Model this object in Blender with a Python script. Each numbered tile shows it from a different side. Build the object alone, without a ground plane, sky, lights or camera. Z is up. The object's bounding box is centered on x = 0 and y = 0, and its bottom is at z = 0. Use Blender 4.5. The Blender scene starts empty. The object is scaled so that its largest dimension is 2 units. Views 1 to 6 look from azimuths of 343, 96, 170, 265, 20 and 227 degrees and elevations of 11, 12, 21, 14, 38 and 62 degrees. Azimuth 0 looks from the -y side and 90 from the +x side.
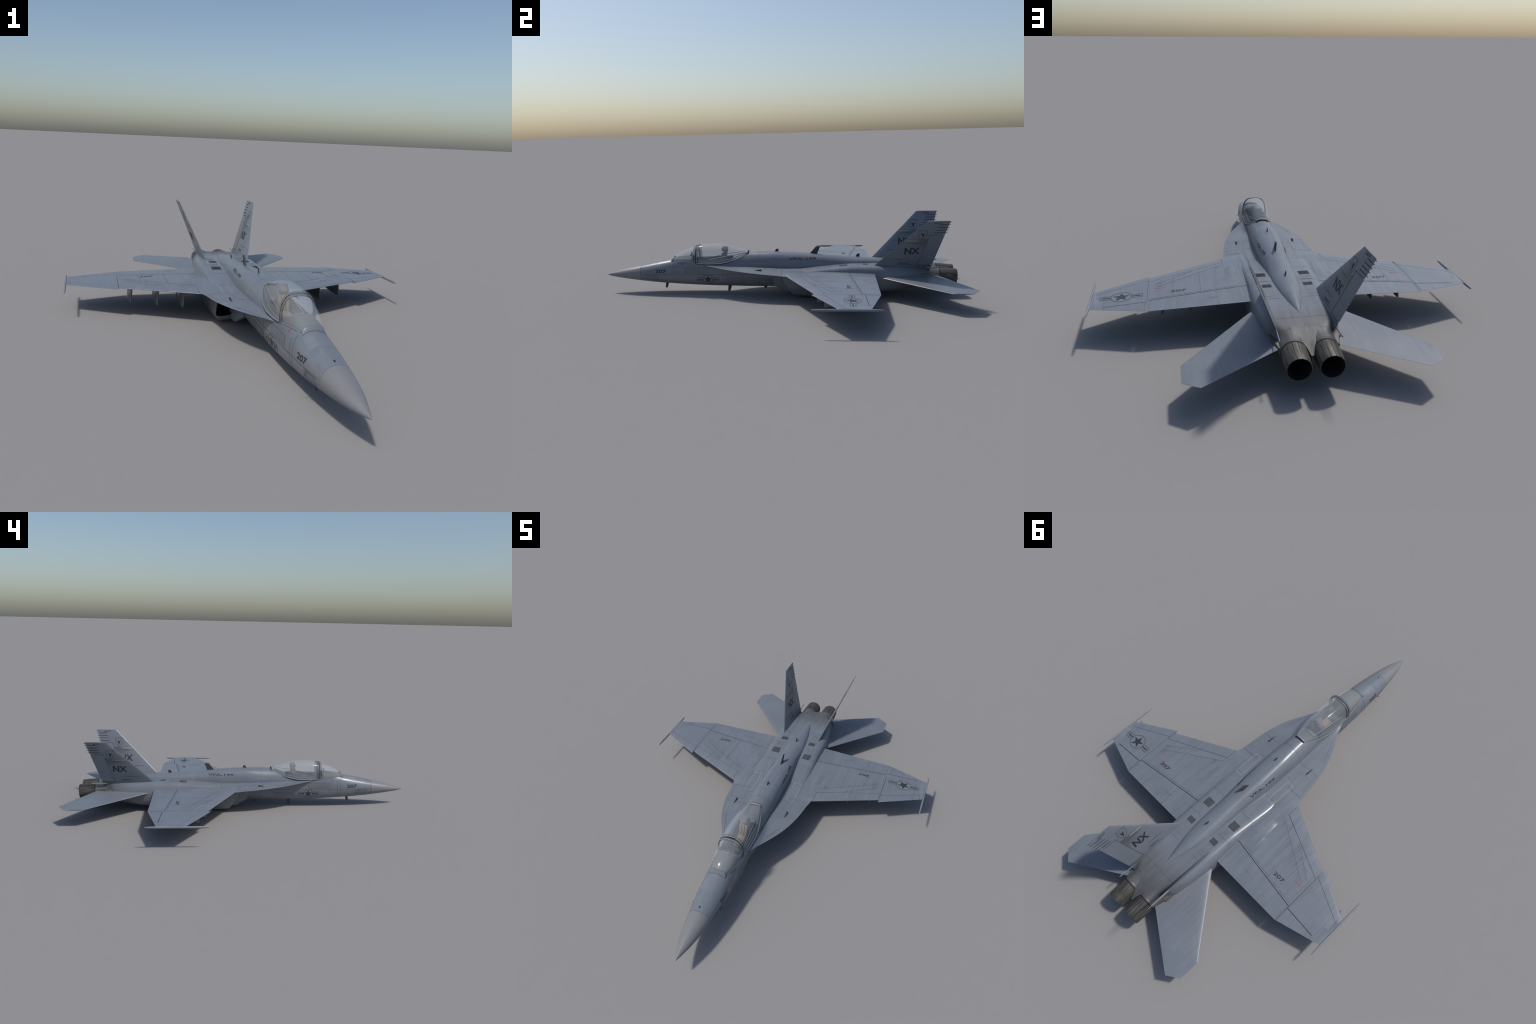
import bpy, bmesh, math, random
from mathutils import Vector, Matrix
from mathutils.bvhtree import BVHTree

random.seed(7)
COL = bpy.context.scene.collection

# ------------------------------------------------------------------ numeric helpers
def pchip(xs, ys):
    """monotone cubic through a profile table"""
    n = len(xs)
    h = [xs[i + 1] - xs[i] for i in range(n - 1)]
    d = [(ys[i + 1] - ys[i]) / h[i] for i in range(n - 1)]
    m = [d[0]] + [0.0] * (n - 2) + [d[-1]]
    for i in range(1, n - 1):
        if d[i - 1] * d[i] > 0:
            w1, w2 = 2 * h[i] + h[i - 1], h[i] + 2 * h[i - 1]
            m[i] = (w1 + w2) / (w1 / d[i - 1] + w2 / d[i])
    def f(x):
        if x <= xs[0]: return ys[0]
        if x >= xs[-1]: return ys[-1]
        i = 0
        while x > xs[i + 1]: i += 1
        t = (x - xs[i]) / h[i]
        return ((1 + 2 * t) * (1 - t) ** 2 * ys[i] + t * (1 - t) ** 2 * h[i] * m[i]
                + t * t * (3 - 2 * t) * ys[i + 1] + t * t * (t - 1) * h[i] * m[i + 1])
    return f

def table(rows):
    """rows: (station, value, value ...) -> list of interpolators"""
    xs = [r[0] for r in rows]
    return [pchip(xs, [r[k] for r in rows]) for k in range(1, len(rows[0]))]

def lerp(a, b, t): return a + (b - a) * t

def chaikin(pts, times=3):
    for _ in range(times):
        out = []
        for i, p in enumerate(pts):
            q = pts[(i + 1) % len(pts)]
            out.append((lerp(p[0], q[0], .25), lerp(p[1], q[1], .25)))
            out.append((lerp(p[0], q[0], .75), lerp(p[1], q[1], .75)))
        pts = out
    return pts

# ------------------------------------------------------------------ materials
def _n(nt, kind, **kw):
    n = nt.nodes.new(kind)
    for k, v in kw.items(): setattr(n, k, v)
    return n

def math_node(nt, op, a, b=None, c=None, clamp=False):
    n = _n(nt, 'ShaderNodeMath', operation=op, use_clamp=clamp)
    for i, v in enumerate((a, b, c)):
        if v is None: continue
        if isinstance(v, (int, float)): n.inputs[i].default_value = v
        else: nt.links.new(v, n.inputs[i])
    return n.outputs[0]

def smooth(nt, v, lo, hi):
    n = _n(nt, 'ShaderNodeMapRange', interpolation_type='SMOOTHSTEP')
    nt.links.new(v, n.inputs['Value'])
    n.inputs['From Min'].default_value, n.inputs['From Max'].default_value = lo, hi
    return n.outputs['Result']

def noise(nt, coord, scale, detail=3, stretch=(1, 1, 1), rough=.55):
    mp = _n(nt, 'ShaderNodeMapping'); mp.inputs['Scale'].default_value = stretch
    nt.links.new(coord, mp.inputs['Vector'])
    n = _n(nt, 'ShaderNodeTexNoise'); n.inputs['Scale'].default_value = scale
    n.inputs['Detail'].default_value = detail; n.inputs['Roughness'].default_value = rough
    nt.links.new(mp.outputs[0], n.inputs['Vector'])
    return n.outputs['Fac']

def mix(nt, fac, a, b):
    n = _n(nt, 'ShaderNodeMix', data_type='RGBA')
    def put(sock, v):
        if isinstance(v, (tuple, list)): sock.default_value = (*v[:3], 1)
        elif isinstance(v, (int, float)): sock.default_value = v
        else: nt.links.new(v, sock)
    put(n.inputs[0], fac); put(n.inputs[6], a); put(n.inputs[7], b)
    return n.outputs[2]

def scale_colour(nt, col, val):
    n = _n(nt, 'ShaderNodeVectorMath', operation='SCALE')
    if isinstance(col, (tuple, list)): n.inputs[0].default_value = col[:3]
    else: nt.links.new(col, n.inputs[0])
    nt.links.new(val, n.inputs['Scale'])
    return n.outputs[0]

def new_mat(name):
    m = bpy.data.materials.new(name); m.use_nodes = True
    nt = m.node_tree
    return m, nt, nt.nodes['Principled BSDF']

TOP = (.154, .173, .203)      # blue-grey upper paint
LOW = (.168, .177, .198)      # paler grey of the flanks and belly

def paint(name, base=TOP, low=None, low_z=(.125, .165), rough=.31, streak=.15, blotch=.09, tone=.06, gloss=.22, zones=None):
    m, nt, p = new_mat(name)
    tc = _n(nt, 'ShaderNodeTexCoord'); co = tc.outputs['Object']
    sx = _n(nt, 'ShaderNodeSeparateXYZ'); nt.links.new(co, sx.inputs[0])
    x, y, z = sx.outputs
    ax = math_node(nt, 'ABSOLUTE', x)
    col = base
    if low:
        wob = noise(nt, co, 9, 2)
        zz = math_node(nt, 'ADD', z, math_node(nt, 'MULTIPLY', math_node(nt, 'SUBTRACT', wob, .5), .03))
        col = mix(nt, smooth(nt, zz, *low_z), low, base)
    s1 = noise(nt, co, 1, 4, (150, 5, 150))
    s2 = noise(nt, co, 1, 4, (55, 2.2, 55))
    bl = noise(nt, co, 11, 3)
    v = math_node(nt, 'MULTIPLY_ADD', math_node(nt, 'SUBTRACT', s1, .5), streak * 1.4, 1.0)
    v = math_node(nt, 'MULTIPLY_ADD', math_node(nt, 'SUBTRACT', s2, .5), streak * 1.2, v)
    v = math_node(nt, 'MULTIPLY_ADD', math_node(nt, 'SUBTRACT', bl, .5), blotch * 2, v)
    vo = _n(nt, 'ShaderNodeTexVoronoi', distance='CHEBYCHEV', feature='F1'); vo.inputs['Scale'].default_value = 13
    vo.inputs['Randomness'].default_value = .75; nt.links.new(co, vo.inputs['Vector'])
    cell = _n(nt, 'ShaderNodeSeparateColor'); nt.links.new(vo.outputs['Color'], cell.inputs[0])
    v = math_node(nt, 'MULTIPLY_ADD', math_node(nt, 'SUBTRACT', cell.outputs[0], .5), tone, v)
    extra = None
    if zones:
        got = zones(nt, co, x, ax, y, z, col, v); col, v = got[:2]
        extra = got[2] if len(got) > 2 else None
    out = scale_colour(nt, col, v)
    nt.links.new(out, p.inputs['Base Color'])
    r = math_node(nt, 'MULTIPLY_ADD', bl, .10, math_node(nt, 'MULTIPLY_ADD', s2, gloss, rough - .05 - gloss / 2))
    if extra is not None: r = math_node(nt, 'MULTIPLY_ADD', extra, .30, r)
    nt.links.new(r, p.inputs['Roughness'])
    p.inputs['Specular IOR Level'].default_value = .45
    return m

def soot(nt, co, x, ax, y, z, col, v):
    """brownish exhaust stain growing toward the nozzles"""
    f = smooth(nt, y, .60, .80)
    n = noise(nt, co, 1, 4, (38, 5, 38))
    f = math_node(nt, 'MULTIPLY', f, math_node(nt, 'MULTIPLY_ADD', n, 1.0, .25, clamp=True))
    col = mix(nt, math_node(nt, 'MULTIPLY', f, .92), col, (.072, .070, .067))
    return col, v, f

def wing_streaks(nt, co, x, ax, y, z, col, v):
    """grime trailing behind the two oblique seams of the wing skin"""
    fine = noise(nt, co, 1, 2, (75, 1.5, 1))
    fine = smooth(nt, fine, .46, .72)
    for x0, y0, k, x1, ln in ((.2156, .1441, .6075, .492, .05), (.3486, .1829, .676, .497, .035)):
        line = math_node(nt, 'MULTIPLY_ADD', math_node(nt, 'SUBTRACT', ax, x0), k, y0)
        d = math_node(nt, 'SUBTRACT', y, line)
        m_ = math_node(nt, 'MULTIPLY', smooth(nt, d, -.001, .002), smooth(nt, d, ln, .002))
        m_ = math_node(nt, 'MULTIPLY', m_, math_node(nt, 'LESS_THAN', ax, x1))
        m_ = math_node(nt, 'MULTIPLY', m_, math_node(nt, 'GREATER_THAN', ax, x0))
        m_ = math_node(nt, 'MULTIPLY', m_, math_node(nt, 'MULTIPLY', fine, .26))
        v = math_node(nt, 'SUBTRACT', v, m_)
    # pale touched-up paint along the front spar
    line = math_node(nt, 'MULTIPLY_ADD', math_node(nt, 'SUBTRACT', ax, .2169), .46, .128)
    d = math_node(nt, 'ABSOLUTE', math_node(nt, 'SUBTRACT', y, line))
    m_ = math_node(nt, 'MULTIPLY', smooth(nt, d, .009, .002), smooth(nt, noise(nt, co, 60, 2), .5, .68))
    m_ = math_node(nt, 'MULTIPLY', m_, smooth(nt, ax, .38, .44))
    v = math_node(nt, 'MULTIPLY_ADD', m_, .12, v)
    return col, v

def fin_grime(nt, co, x, ax, y, z, col, v):
    """dark, hard-edged stain panel below the squadron badge and soot at the foot"""
    n = noise(nt, co, 1, 3, (10, 6, 90))
    a = math_node(nt, 'LESS_THAN', z, .3235)
    a = math_node(nt, 'MULTIPLY', a, smooth(nt, z, .235, .315))
    hinge = math_node(nt, 'MULTIPLY_ADD', math_node(nt, 'SUBTRACT', z, .1747), .317, .7325)
    aft = smooth(nt, math_node(nt, 'SUBTRACT', y, hinge), -.11, .0)
    a = math_node(nt, 'MULTIPLY', a, math_node(nt, 'MULTIPLY_ADD', aft, .75, .25))
    b = math_node(nt, 'MULTIPLY', smooth(nt, z, .205, .160), smooth(nt, y, .62, .80))
    f = math_node(nt, 'MAXIMUM', a, b)
    f = math_node(nt, 'MULTIPLY', f, math_node(nt, 'MULTIPLY_ADD', n, .5, .5))
    col = mix(nt, math_node(nt, 'MULTIPLY', f, .95), col, (.066, .067, .068))
    return col, v

def plain(name, c, rough=.5, metal=0.0, var=.12, spec=.4, sc=40):
    m, nt, p = new_mat(name)
    tc = _n(nt, 'ShaderNodeTexCoord')
    f = noise(nt, tc.outputs['Object'], sc, 3)
    v = math_node(nt, 'MULTIPLY_ADD', math_node(nt, 'SUBTRACT', f, .5), var * 2, 1.0)
    nt.links.new(scale_colour(nt, c, v), p.inputs['Base Color'])
    p.inputs['Roughness'].default_value = rough; p.inputs['Metallic'].default_value = metal
    p.inputs['Specular IOR Level'].default_value = spec
    return m

def nozzle_mat():
    m, nt, p = new_mat('burnt_nozzle_metal')
    tc = _n(nt, 'ShaderNodeTexCoord'); oi = _n(nt, 'ShaderNodeObjectInfo')
    co = tc.outputs['Object']
    off = _n(nt, 'ShaderNodeVectorMath', operation='ADD'); nt.links.new(co, off.inputs[0])
    cm = _n(nt, 'ShaderNodeCombineXYZ'); r = math_node(nt, 'MULTIPLY', oi.outputs['Random'], 17.0)
    for i in range(3): nt.links.new(r, cm.inputs[i])
    nt.links.new(cm.outputs[0], off.inputs[1])
    s = noise(nt, off.outputs[0], 1, 4, (170, 14, 170))
    b = noise(nt, off.outputs[0], 26, 3)
    f = math_node(nt, 'ADD', math_node(nt, 'MULTIPLY', s, .75), math_node(nt, 'MULTIPLY', b, .35))
    cr = _n(nt, 'ShaderNodeValToRGB'); e = cr.color_ramp.elements
    e[0].position, e[0].color = .36, (.022, .022, .021, 1)
    e[1].position, e[1].color = .74, (.135, .120, .100, 1)
    k = cr.color_ramp.elements.new(.52); k.color = (.060, .056, .050, 1)
    nt.links.new(f, cr.inputs[0]); nt.links.new(cr.outputs[0], p.inputs['Base Color'])
    p.inputs['Metallic'].default_value = .25; p.inputs['Roughness'].default_value = .55
    return m

def glass_mat():
    m, nt, p = new_mat('canopy_glass')
    out = nt.nodes['Material Output']
    p.inputs['Base Color'].default_value = (.80, .85, .92, 1)
    p.inputs['Roughness'].default_value = .16
    p.inputs['Specular IOR Level'].default_value = .5
    tr = _n(nt, 'ShaderNodeBsdfTransparent'); tr.inputs[0].default_value = (.93, .94, .94, 1)
    haze = noise(nt, _n(nt, 'ShaderNodeTexCoord').outputs['Object'], 14, 2)
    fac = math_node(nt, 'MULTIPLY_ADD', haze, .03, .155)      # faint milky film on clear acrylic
    mx = _n(nt, 'ShaderNodeMixShader')
    nt.links.new(fac, mx.inputs[0]); nt.links.new(tr.outputs[0], mx.inputs[1]); nt.links.new(p.outputs[0], mx.inputs[2])
    nt.links.new(mx.outputs[0], out.inputs['Surface'])
    return m

M_BODY = paint('fuselage_paint', low=LOW)
M_NAC = paint('nacelle_paint', low=LOW, low_z=(.112, .128), zones=soot)
M_LEX = paint('strake_paint', rough=.43)
M_WING = paint('wing_paint', streak=.22, rough=.34, gloss=.36, zones=wing_streaks)
M_TAIL = paint('tailplane_paint', streak=.20, rough=.40)
M_FIN = paint('fin_paint', streak=.08, zones=fin_grime)
M_RUD = paint('rudder_paint', base=(.150, .168, .195))
M_RADOME = paint('radome_paint', base=(.190, .192, .203), streak=.03, blotch=.04, tone=0, rough=.38)
M_PALE = paint('pale_frame_paint', base=(.195, .212, .240), streak=.04, rough=.48)
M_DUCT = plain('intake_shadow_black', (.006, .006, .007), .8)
M_MARK = plain('marking_black', (.028, .031, .038), .6, var=.10)
M_MARKSOFT = plain('marking_dark_grey', (.036, .040, .048), .6, var=.15)
M_LINE = plain('panel_gap_grey', (.052, .057, .066), .6, var=.3, sc=90)
M_LINESOFT = plain('panel_seam_grey', (.086, .096, .113), .6, var=.25, sc=90)
M_WHITE = plain('walkway_white', (.27, .29, .32), .6, var=.2, sc=120)
M_RED = plain('warning_red', (.30, .075, .075), .6)
M_YEL = plain('formation_strip_yellow', (.27, .29, .21), .6, var=.05)
M_PANEL = plain('access_panel_grey', (.152, .159, .175), .4, var=.12, sc=25)
M_PATCH = plain('fresh_paint_grey', (.172, .192, .222), .4, var=.05)
M_BLADE = plain('antenna_dark_grey', (.045, .048, .052), .55)
M_GAP = plain('gap_black', (.012, .012, .014), .8)
M_SHADE = plain('vent_wash_grey', (.136, .153, .177), .6, var=.25, sc=60)
M_COCK = plain('cockpit_grey', (.085, .092, .096), .7, var=.25, sc=70)
M_COAM = plain('glare_shield_olive_grey', (.072, .078, .076), .65, var=.08)
M_TAN = plain('seat_cushion_tan', (.205, .155, .092), .85, var=.15)
M_SEAT = plain('seat_frame_grey', (.115, .122, .132), .6)
M_NOZ = nozzle_mat()
M_COLLAR = plain('nozzle_collar_bronze', (.125, .113, .098), .5, .3, .2)
M_NOZIN = plain('nozzle_interior_black', (.010, .011, .013), .7)
M_GLASS = glass_mat()
M_PYLON = paint('pylon_paint', base=(.16, .165, .175))

# ------------------------------------------------------------------ object helpers
ROOT = bpy.data.objects.new('fighter_jet', None)
COL.objects.link(ROOT)
ROOT['label'] = 'grey twin-engine naval fighter jet with canted twin tail fins'
ROOT['category'] = 'fighter jet'
SKIN = []      # objects that markings can be projected onto

def make(name, verts, faces, mats, parent=None, angle=35, midx=None, skin=False, doubles=1e-6, kind=None):
    me = bpy.data.meshes.new(name)
    bm = bmesh.new()
    vs = [bm.verts.new(v) for v in verts]
    for i, f in enumerate(faces):
        try:
            fc = bm.faces.new([vs[k] for k in f])
            if midx: fc.material_index = midx[i]
        except ValueError: pass
    if doubles: bmesh.ops.remove_doubles(bm, verts=bm.verts[:], dist=doubles)
    bmesh.ops.recalc_face_normals(bm, faces=bm.faces[:])
    finish_bm(bm, me, angle)
    for m in (mats if isinstance(mats, (list, tuple)) else [mats]): me.materials.append(m)
    return obj(name, me, parent, skin, kind)

def finish_bm(bm, me, angle):
    lim = math.radians(angle)
    for f in bm.faces: f.smooth = True
    for e in bm.edges:
        e.smooth = not (len(e.link_faces) == 2 and e.calc_face_angle(0) > lim)
    bm.to_mesh(me); bm.free()

def obj(name, me, parent=None, skin=False, kind=None):
    o = bpy.data.objects.new(name, me); COL.objects.link(o)
    o.parent = parent or ROOT
    if skin: SKIN.append(o)
    if kind: o['kind'] = kind
    return o

def loft(rings, closed=True, cap0=True, cap1=True):
    """grid of equal-length rings -> verts, faces"""
    n = len(rings[0]); v = [p for r in rings for p in r]; f = []
    for i in range(len(rings) - 1):
        for j in range(n if closed else n - 1):
            k = (j + 1) % n
            f.append((i * n + j, i * n + k, (i + 1) * n + k, (i + 1) * n + j))
    if cap0: f.append(tuple(range(n - 1, -1, -1)))
    if cap1: f.append(tuple(range((len(rings) - 1) * n, len(rings) * n)))
    return v, f

def join_geo(parts):
    V, F = [], []
    for v, f in parts:
        b = len(V); V += list(v); F += [tuple(i + b for i in q) for q in f]
    return V, F

def box(c, s):
    v = [(c[0] + dx * s[0] / 2, c[1] + dy * s[1] / 2, c[2] + dz * s[2] / 2) for dx in (-1, 1) for dy in (-1, 1) for dz in (-1, 1)]
    return v, [(0, 1, 3, 2), (4, 6, 7, 5), (0, 4, 5, 1), (2, 3, 7, 6), (0, 2, 6, 4), (1, 5, 7, 3)]

def bevel(o, w, seg=2):
    bm = bmesh.new(); bm.from_mesh(o.data)
    bmesh.ops.bevel(bm, geom=bm.edges[:], offset=w, segments=seg, profile=.5, affect='EDGES')
    finish_bm(bm, o.data, 30)
    return o

def sweep(path, ra, rb, n=8, up=(0, 0, 1)):
    """tube of elliptic section (ra across, rb along the 'up' side) along a path"""
    path = [Vector(p) for p in path]; rings = []
    for i, p in enumerate(path):
        t = (path[min(i + 1, len(path) - 1)] - path[max(i - 1, 0)]).normalized()
        s = t.cross(Vector(up)).normalized(); u = s.cross(t).normalized()
        rings.append([tuple(p + s * ra * math.cos(2 * math.pi * k / n) + u * rb * math.sin(2 * math.pi * k / n)) for k in range(n)])
    return loft(rings)

def mirror_x(geo):
    v, f = geo
    return [(-p[0], p[1], p[2]) for p in v], [tuple(reversed(q)) for q in f]

def both(name, geo, mats, **kw):
    """a part and its mirror image on the other side of the aircraft"""
    return [make(name, *g, mats, **kw) for g in (geo, mirror_x(geo))]

def cut(o, tool):
    md = o.modifiers.new('cut', 'BOOLEAN'); md.operation = 'DIFFERENCE'; md.object = tool; md.solver = 'EXACT'
    try: md.material_mode = 'TRANSFER'
    except Exception: pass
    dg = bpy.context.evaluated_depsgraph_get()
    me = bpy.data.meshes.new_from_object(o.evaluated_get(dg))
    o.modifiers.clear(); old = o.data; o.data = me
    bm = bmesh.new(); bm.from_mesh(me); bmesh.ops.remove_doubles(bm, verts=bm.verts[:], dist=1e-6)
    finish_bm(bm, me, 35)
    bpy.data.objects.remove(tool)

# ------------------------------------------------------------------ fuselage barrel and spine
#  y      top    bottom  halfW  widest-z  n-top n-bottom
FUS = table([
 (-1.0000, .0980, .0972, .0004, .0976, 2.0, 2.0),
 (-.9850, .1042, .0922, .0060, .0980, 2.0, 2.0),
 (-.9480, .1158, .0846, .0178, .0995, 2.0, 2.0),
 (-.8850, .1335, .0755, .0345, .1040, 2.0, 2.0),
 (-.8000, .1525, .0648, .0478, .1085, 2.05, 2.1),
 (-.7200, .1695, .0568, .0562, .1120, 2.1, 2.2),
 (-.6500, .1832, .0518, .0605, .1150, 2.2, 2.4),
 (-.6170, .1895, .0503, .0615, .1160, 2.25, 2.5),
 (-.5900, .1965, .0490, .0622, .1170, 2.3, 2.6),
 (-.5400, .2120, .0464, .0632, .1200, 2.3, 2.8),
 (-.4500, .2280, .0418, .0642, .1250, 2.2, 2.9),
 (-.3500, .2310, .0382, .0645, .1300, 2.1, 3.0),
 (-.2500, .2312, .0362, .0645, .1380, 2.0, 3.0),
 (-.1780, .2288, .0345, .0645, .1440, 2.1, 3.0),
 (-.1100, .2305, .0340, .0656, .1450, 2.25, 3.0),
 (-.0500, .2312, .0345, .0650, .1450, 2.55, 3.0),
 (.0000, .2288, .0350, .0636, .1450, 2.75, 3.0),
 (.1000, .2235, .0360, .0624, .1450, 2.75, 3.0),
 (.2000, .2160, .0450, .0580, .1500, 2.5, 2.6),
 (.3000, .2075, .0700, .0540, .1560, 2.25, 2.4),
 (.4000, .2005, .1000, .0523, .1640, 2.0, 2.2),
 (.5000, .1935, .1250, .0440, .1640, 2.0, 2.0),
 (.6000, .1810, .1400, .0275, .1600, 2.0, 2.0),
 (.6935, .1660, .1500, .0055, .1560, 2.0, 2.0)])

def fus_ring(y, n=56):
    zt, zb, w, zw, nt_, nb_ = [f(y) for f in FUS]
    r = []
    for k in range(n):
        a = 2 * math.pi * k / n
        c, s = math.cos(a), math.sin(a)
        e = 2 / (nt_ if s >= 0 else nb_)
        r.append((w * math.copysign(abs(c) ** e, c), y, zw + ((zt - zw) if s >= 0 else (zw - zb)) * math.copysign(abs(s) ** e, s)))
    return r

def span(a, b, n): return [lerp(a, b, i / n) for i in range(n + 1)]

RAD_Y = -.7925
rad_ys = [-1 + (1 + RAD_Y) * (i / 26) ** 1.35 for i in range(27)]
rings = [fus_ring(y) for y in rad_ys]
make('radome', *loft(rings), M_RADOME, skin=True)
rings = [fus_ring(y) for y in span(RAD_Y + .0012, .6935, 120)]
FUSE = make('fuselage', *loft(rings), [M_BODY, M_COCK], skin=True)

# cockpit opening: everything above the canopy rail, then the tub
RAIL = [(-.6030, .0345, .1840), (-.5600, .0485, .1832), (-.5200, .0541, .1803), (-.4800, .0570, .1758),
        (-.4500, .0592, .1732), (-.4000, .0625, .1708), (-.3500, .0630, .1716), (-.3000, .0605, .1782),
        (-.2500, .0518, .1916), (-.2000, .0366, .2128), (-.1780, .0255, .2218)]
rail_x, rail_z = table(RAIL)
ys = span(-.603, -.178, 34)
prof = [(y, rail_z(y)) for y in ys] + [(-.178, .40), (-.603, .40)]
tool = make('tool', *loft([[(s * .25, y, z) for y, z in prof] for s in (-1, 1)]), [M_COCK])
cut(FUSE, tool)
tub = [(-.046, .125), (.046, .125), (.049, .30), (-.049, .30)]
tool = make('tool', *loft([[(x, y, z) for x, z in tub] for y in (-.505, -.262)]), [M_COCK])
cut(FUSE, tool)

# ------------------------------------------------------------------ leading edge strakes
#  y     chine-x  chine-z   root-z
LEX = table([
 (-.4320, .0600, .1650, .1660), (-.4000, .0715, .1615, .1645), (-.3500, .0947, .1580, .1620),
 (-.3000, .1215, .1550, .1600), (-.2500, .1450, .1525, .1580), (-.2000, .1640, .1500, .1560),
 (-.1500, .1780, .1470, .1545), (-.1000, .1885, .1440, .1530), (-.0500, .1955, .1408, .1510),
 (.0000, .2010, .1378, .1490), (.0490, .2090, .1352, .1482), (.1000, .1900, .1375, .1482), (.1600, .1500, .1400, .1480)])
rings = []
for y in span(-.432, .16, 44):
    cx, cz, rz = [f(y) for f in LEX]
    th = .012 + .010 * min(1, max(0, (y + .43) / .3))
    xi = .045
    up = [(xi, rz)] + [(lerp(.062, cx, t), lerp(rz, cz, t ** 1.15) + .0011 * (1 - t)) for t in (0, .25, .5, .75, .93)]
    dn = [(lerp(.062, cx, t), lerp(rz - th, cz, t ** .9) - .0014 * (1 - t)) for t in (.93, .75, .5, .25, 0)] + [(xi, rz - th)]
    rings.append([(x, y, z) for x, z in up + [(cx + .0008, cz)] + dn])
both('leading_edge_strake', loft(rings), M_LEX, skin=True, angle=50)

# ------------------------------------------------------------------ engine nacelles with intakes
def lip_y(z): return .0126 + (.1218 - z) * .628
LIP_OUT = [(.076, .131), (.118, .132), (.160, .132), (.157, .085), (.1535, .046), (.145, .0265), (.1345, .0105), (.100, .0120), (.074, .0125), (.074, .06)]
LIP_IN = [(.080, .127), (.115, .127), (.1510, .126), (.149, .088), (.149, .050), (.144, .035), (.127, .0315), (.106, .0325), (.084, .036), (.081, .06)]
ENGX, ENGZ0, ENGZ1 = .0527, .1050, .0995
ring_end = [(ENGX + .0478 * math.cos(math.radians(126 - 36 * k)), ENGZ0 + .0478 * math.sin(math.radians(126 - 36 * k))) for k in range(10)]
NAC = [
 (.120, [(.030, .149), (.090, .149), (.136, .148), (.157, .125), (.157, .060), (.147, .0265), (.1355, .0085), (.090, .0090), (.045, .0105), (.030, .080)]),
 (.200, [(-.05, .1560), (.060, .1566), (.133, .1570), (.1510, .137), (.156, .060), (.147, .0245), (.1365, .0050), (.070, .0045), (-.05, .006), (-.05, .080)]),
 (.300, [(-.05, .1640), (.060, .1645), (.132, .1650), (.1495, .133), (.155, .060), (.146, .0210), (.1365, .0000), (.070, .0004), (-.05, .002), (-.05, .080)]),
 (.350, [(-.05, .1680), (.060, .1688), (.131, .1692), (.1490, .132), (.154, .060), (.145, .0230), (.1345, .0020), (.070, .0025), (-.05, .005), (-.05, .080)]),
 (.400, [(-.05, .1715), (.060, .1718), (.130, .1726), (.1490, .131), (.153, .060), (.146, .034), (.126, .0125), (.070, .0090), (-.05, .011), (-.05, .080)]),
 (.510, [(-.05, .1710), (.060, .1714), (.129, .1728), (.1500, .128), (.150, .065), (.141, .041), (.119, .0240), (.070, .0200), (-.05, .023), (-.05, .080)]),
 (.600, [(-.05, .1678), (.060, .1686), (.124, .1690), (.1465, .124), (.142, .075), (.131, .049), (.110, .0315), (.065, .0280), (-.05, .032), (-.05, .090)]),
 (.700, [(-.05, .1645), (.060, .1655), (.114, .1645), (.1350, .122), (.128, .080), (.115, .057), (.095, .0440), (.060, .0410), (-.05, .046), (-.05, .095)]),
 (.750, [(-.05, .1612), (.055, .1628), (.107, .1605), (.1255, .121), (.118, .082), (.105, .063), (.086, .0510), (.056, .0480), (-.05, .053), (-.05, .100)]),
 (.775, [(-.04, .1580), (.053, .1608), (.095, .1555), (.1090, .121), (.106, .086), (.093, .064), (.070, .0520), (.040, .0520), (-.03, .060), (-.04, .100)]),
 (.795, [(-.010, .1530), (.0527, .1588), (.086, .1495), (.1010, .1210), (.101, .089), (.084, .0650), (.0560, .0535), (.026, .0620), (.002, .080), (-.005, .115)]),
 (.820, [(.012, .1455), (.0527, .1550), (.0815, .1445), (.0980, .1200), (.098, .0895), (.0815, .0650), (.0540, .0550), (.0255, .0640), (.006, .088), (.004, .118)]),
 (.845, ring_end)]
nac_f = [[pchip([s[0] for s in NAC], [s[1][k][a] for s in NAC]) for a in (0, 1)] for k in range(10)]
def nac_ring(y): return [(max(x, 0.0), y, z) for x, z in chaikin([(f[0](y), f[1](y)) for f in nac_f])]
lo = chaikin(LIP_OUT); li = chaikin(LIP_IN)
rings, tag = [], []
# duct from its dark end up to the lip, then over the lip and back along the outside
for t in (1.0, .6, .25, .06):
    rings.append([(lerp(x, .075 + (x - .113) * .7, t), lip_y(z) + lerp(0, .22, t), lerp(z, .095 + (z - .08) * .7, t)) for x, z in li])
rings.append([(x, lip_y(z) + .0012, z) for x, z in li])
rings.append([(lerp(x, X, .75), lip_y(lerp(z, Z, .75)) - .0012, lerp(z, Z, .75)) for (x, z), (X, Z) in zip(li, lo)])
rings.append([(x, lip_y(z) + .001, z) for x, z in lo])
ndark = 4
first = nac_ring(.12)
for t in (.25, .5, .75):
    rings.append([(lerp(x, q[0], t * t * (3 - 2 * t)), lerp(lip_y(z) + .001, q[1], t), lerp(z, q[2], t * t * (3 - 2 * t))) for (x, z), q in zip(lo, first)])
for y in [.12] + span(.14, .72, 46) + span(.73, .845, 23): rings.append(nac_ring(y))
v, f = loft(rings)
nr = len(rings[0])
mi = [1 if k < ndark * nr or k == len(f) - 2 else 0 for k in range(len(f))]
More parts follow.
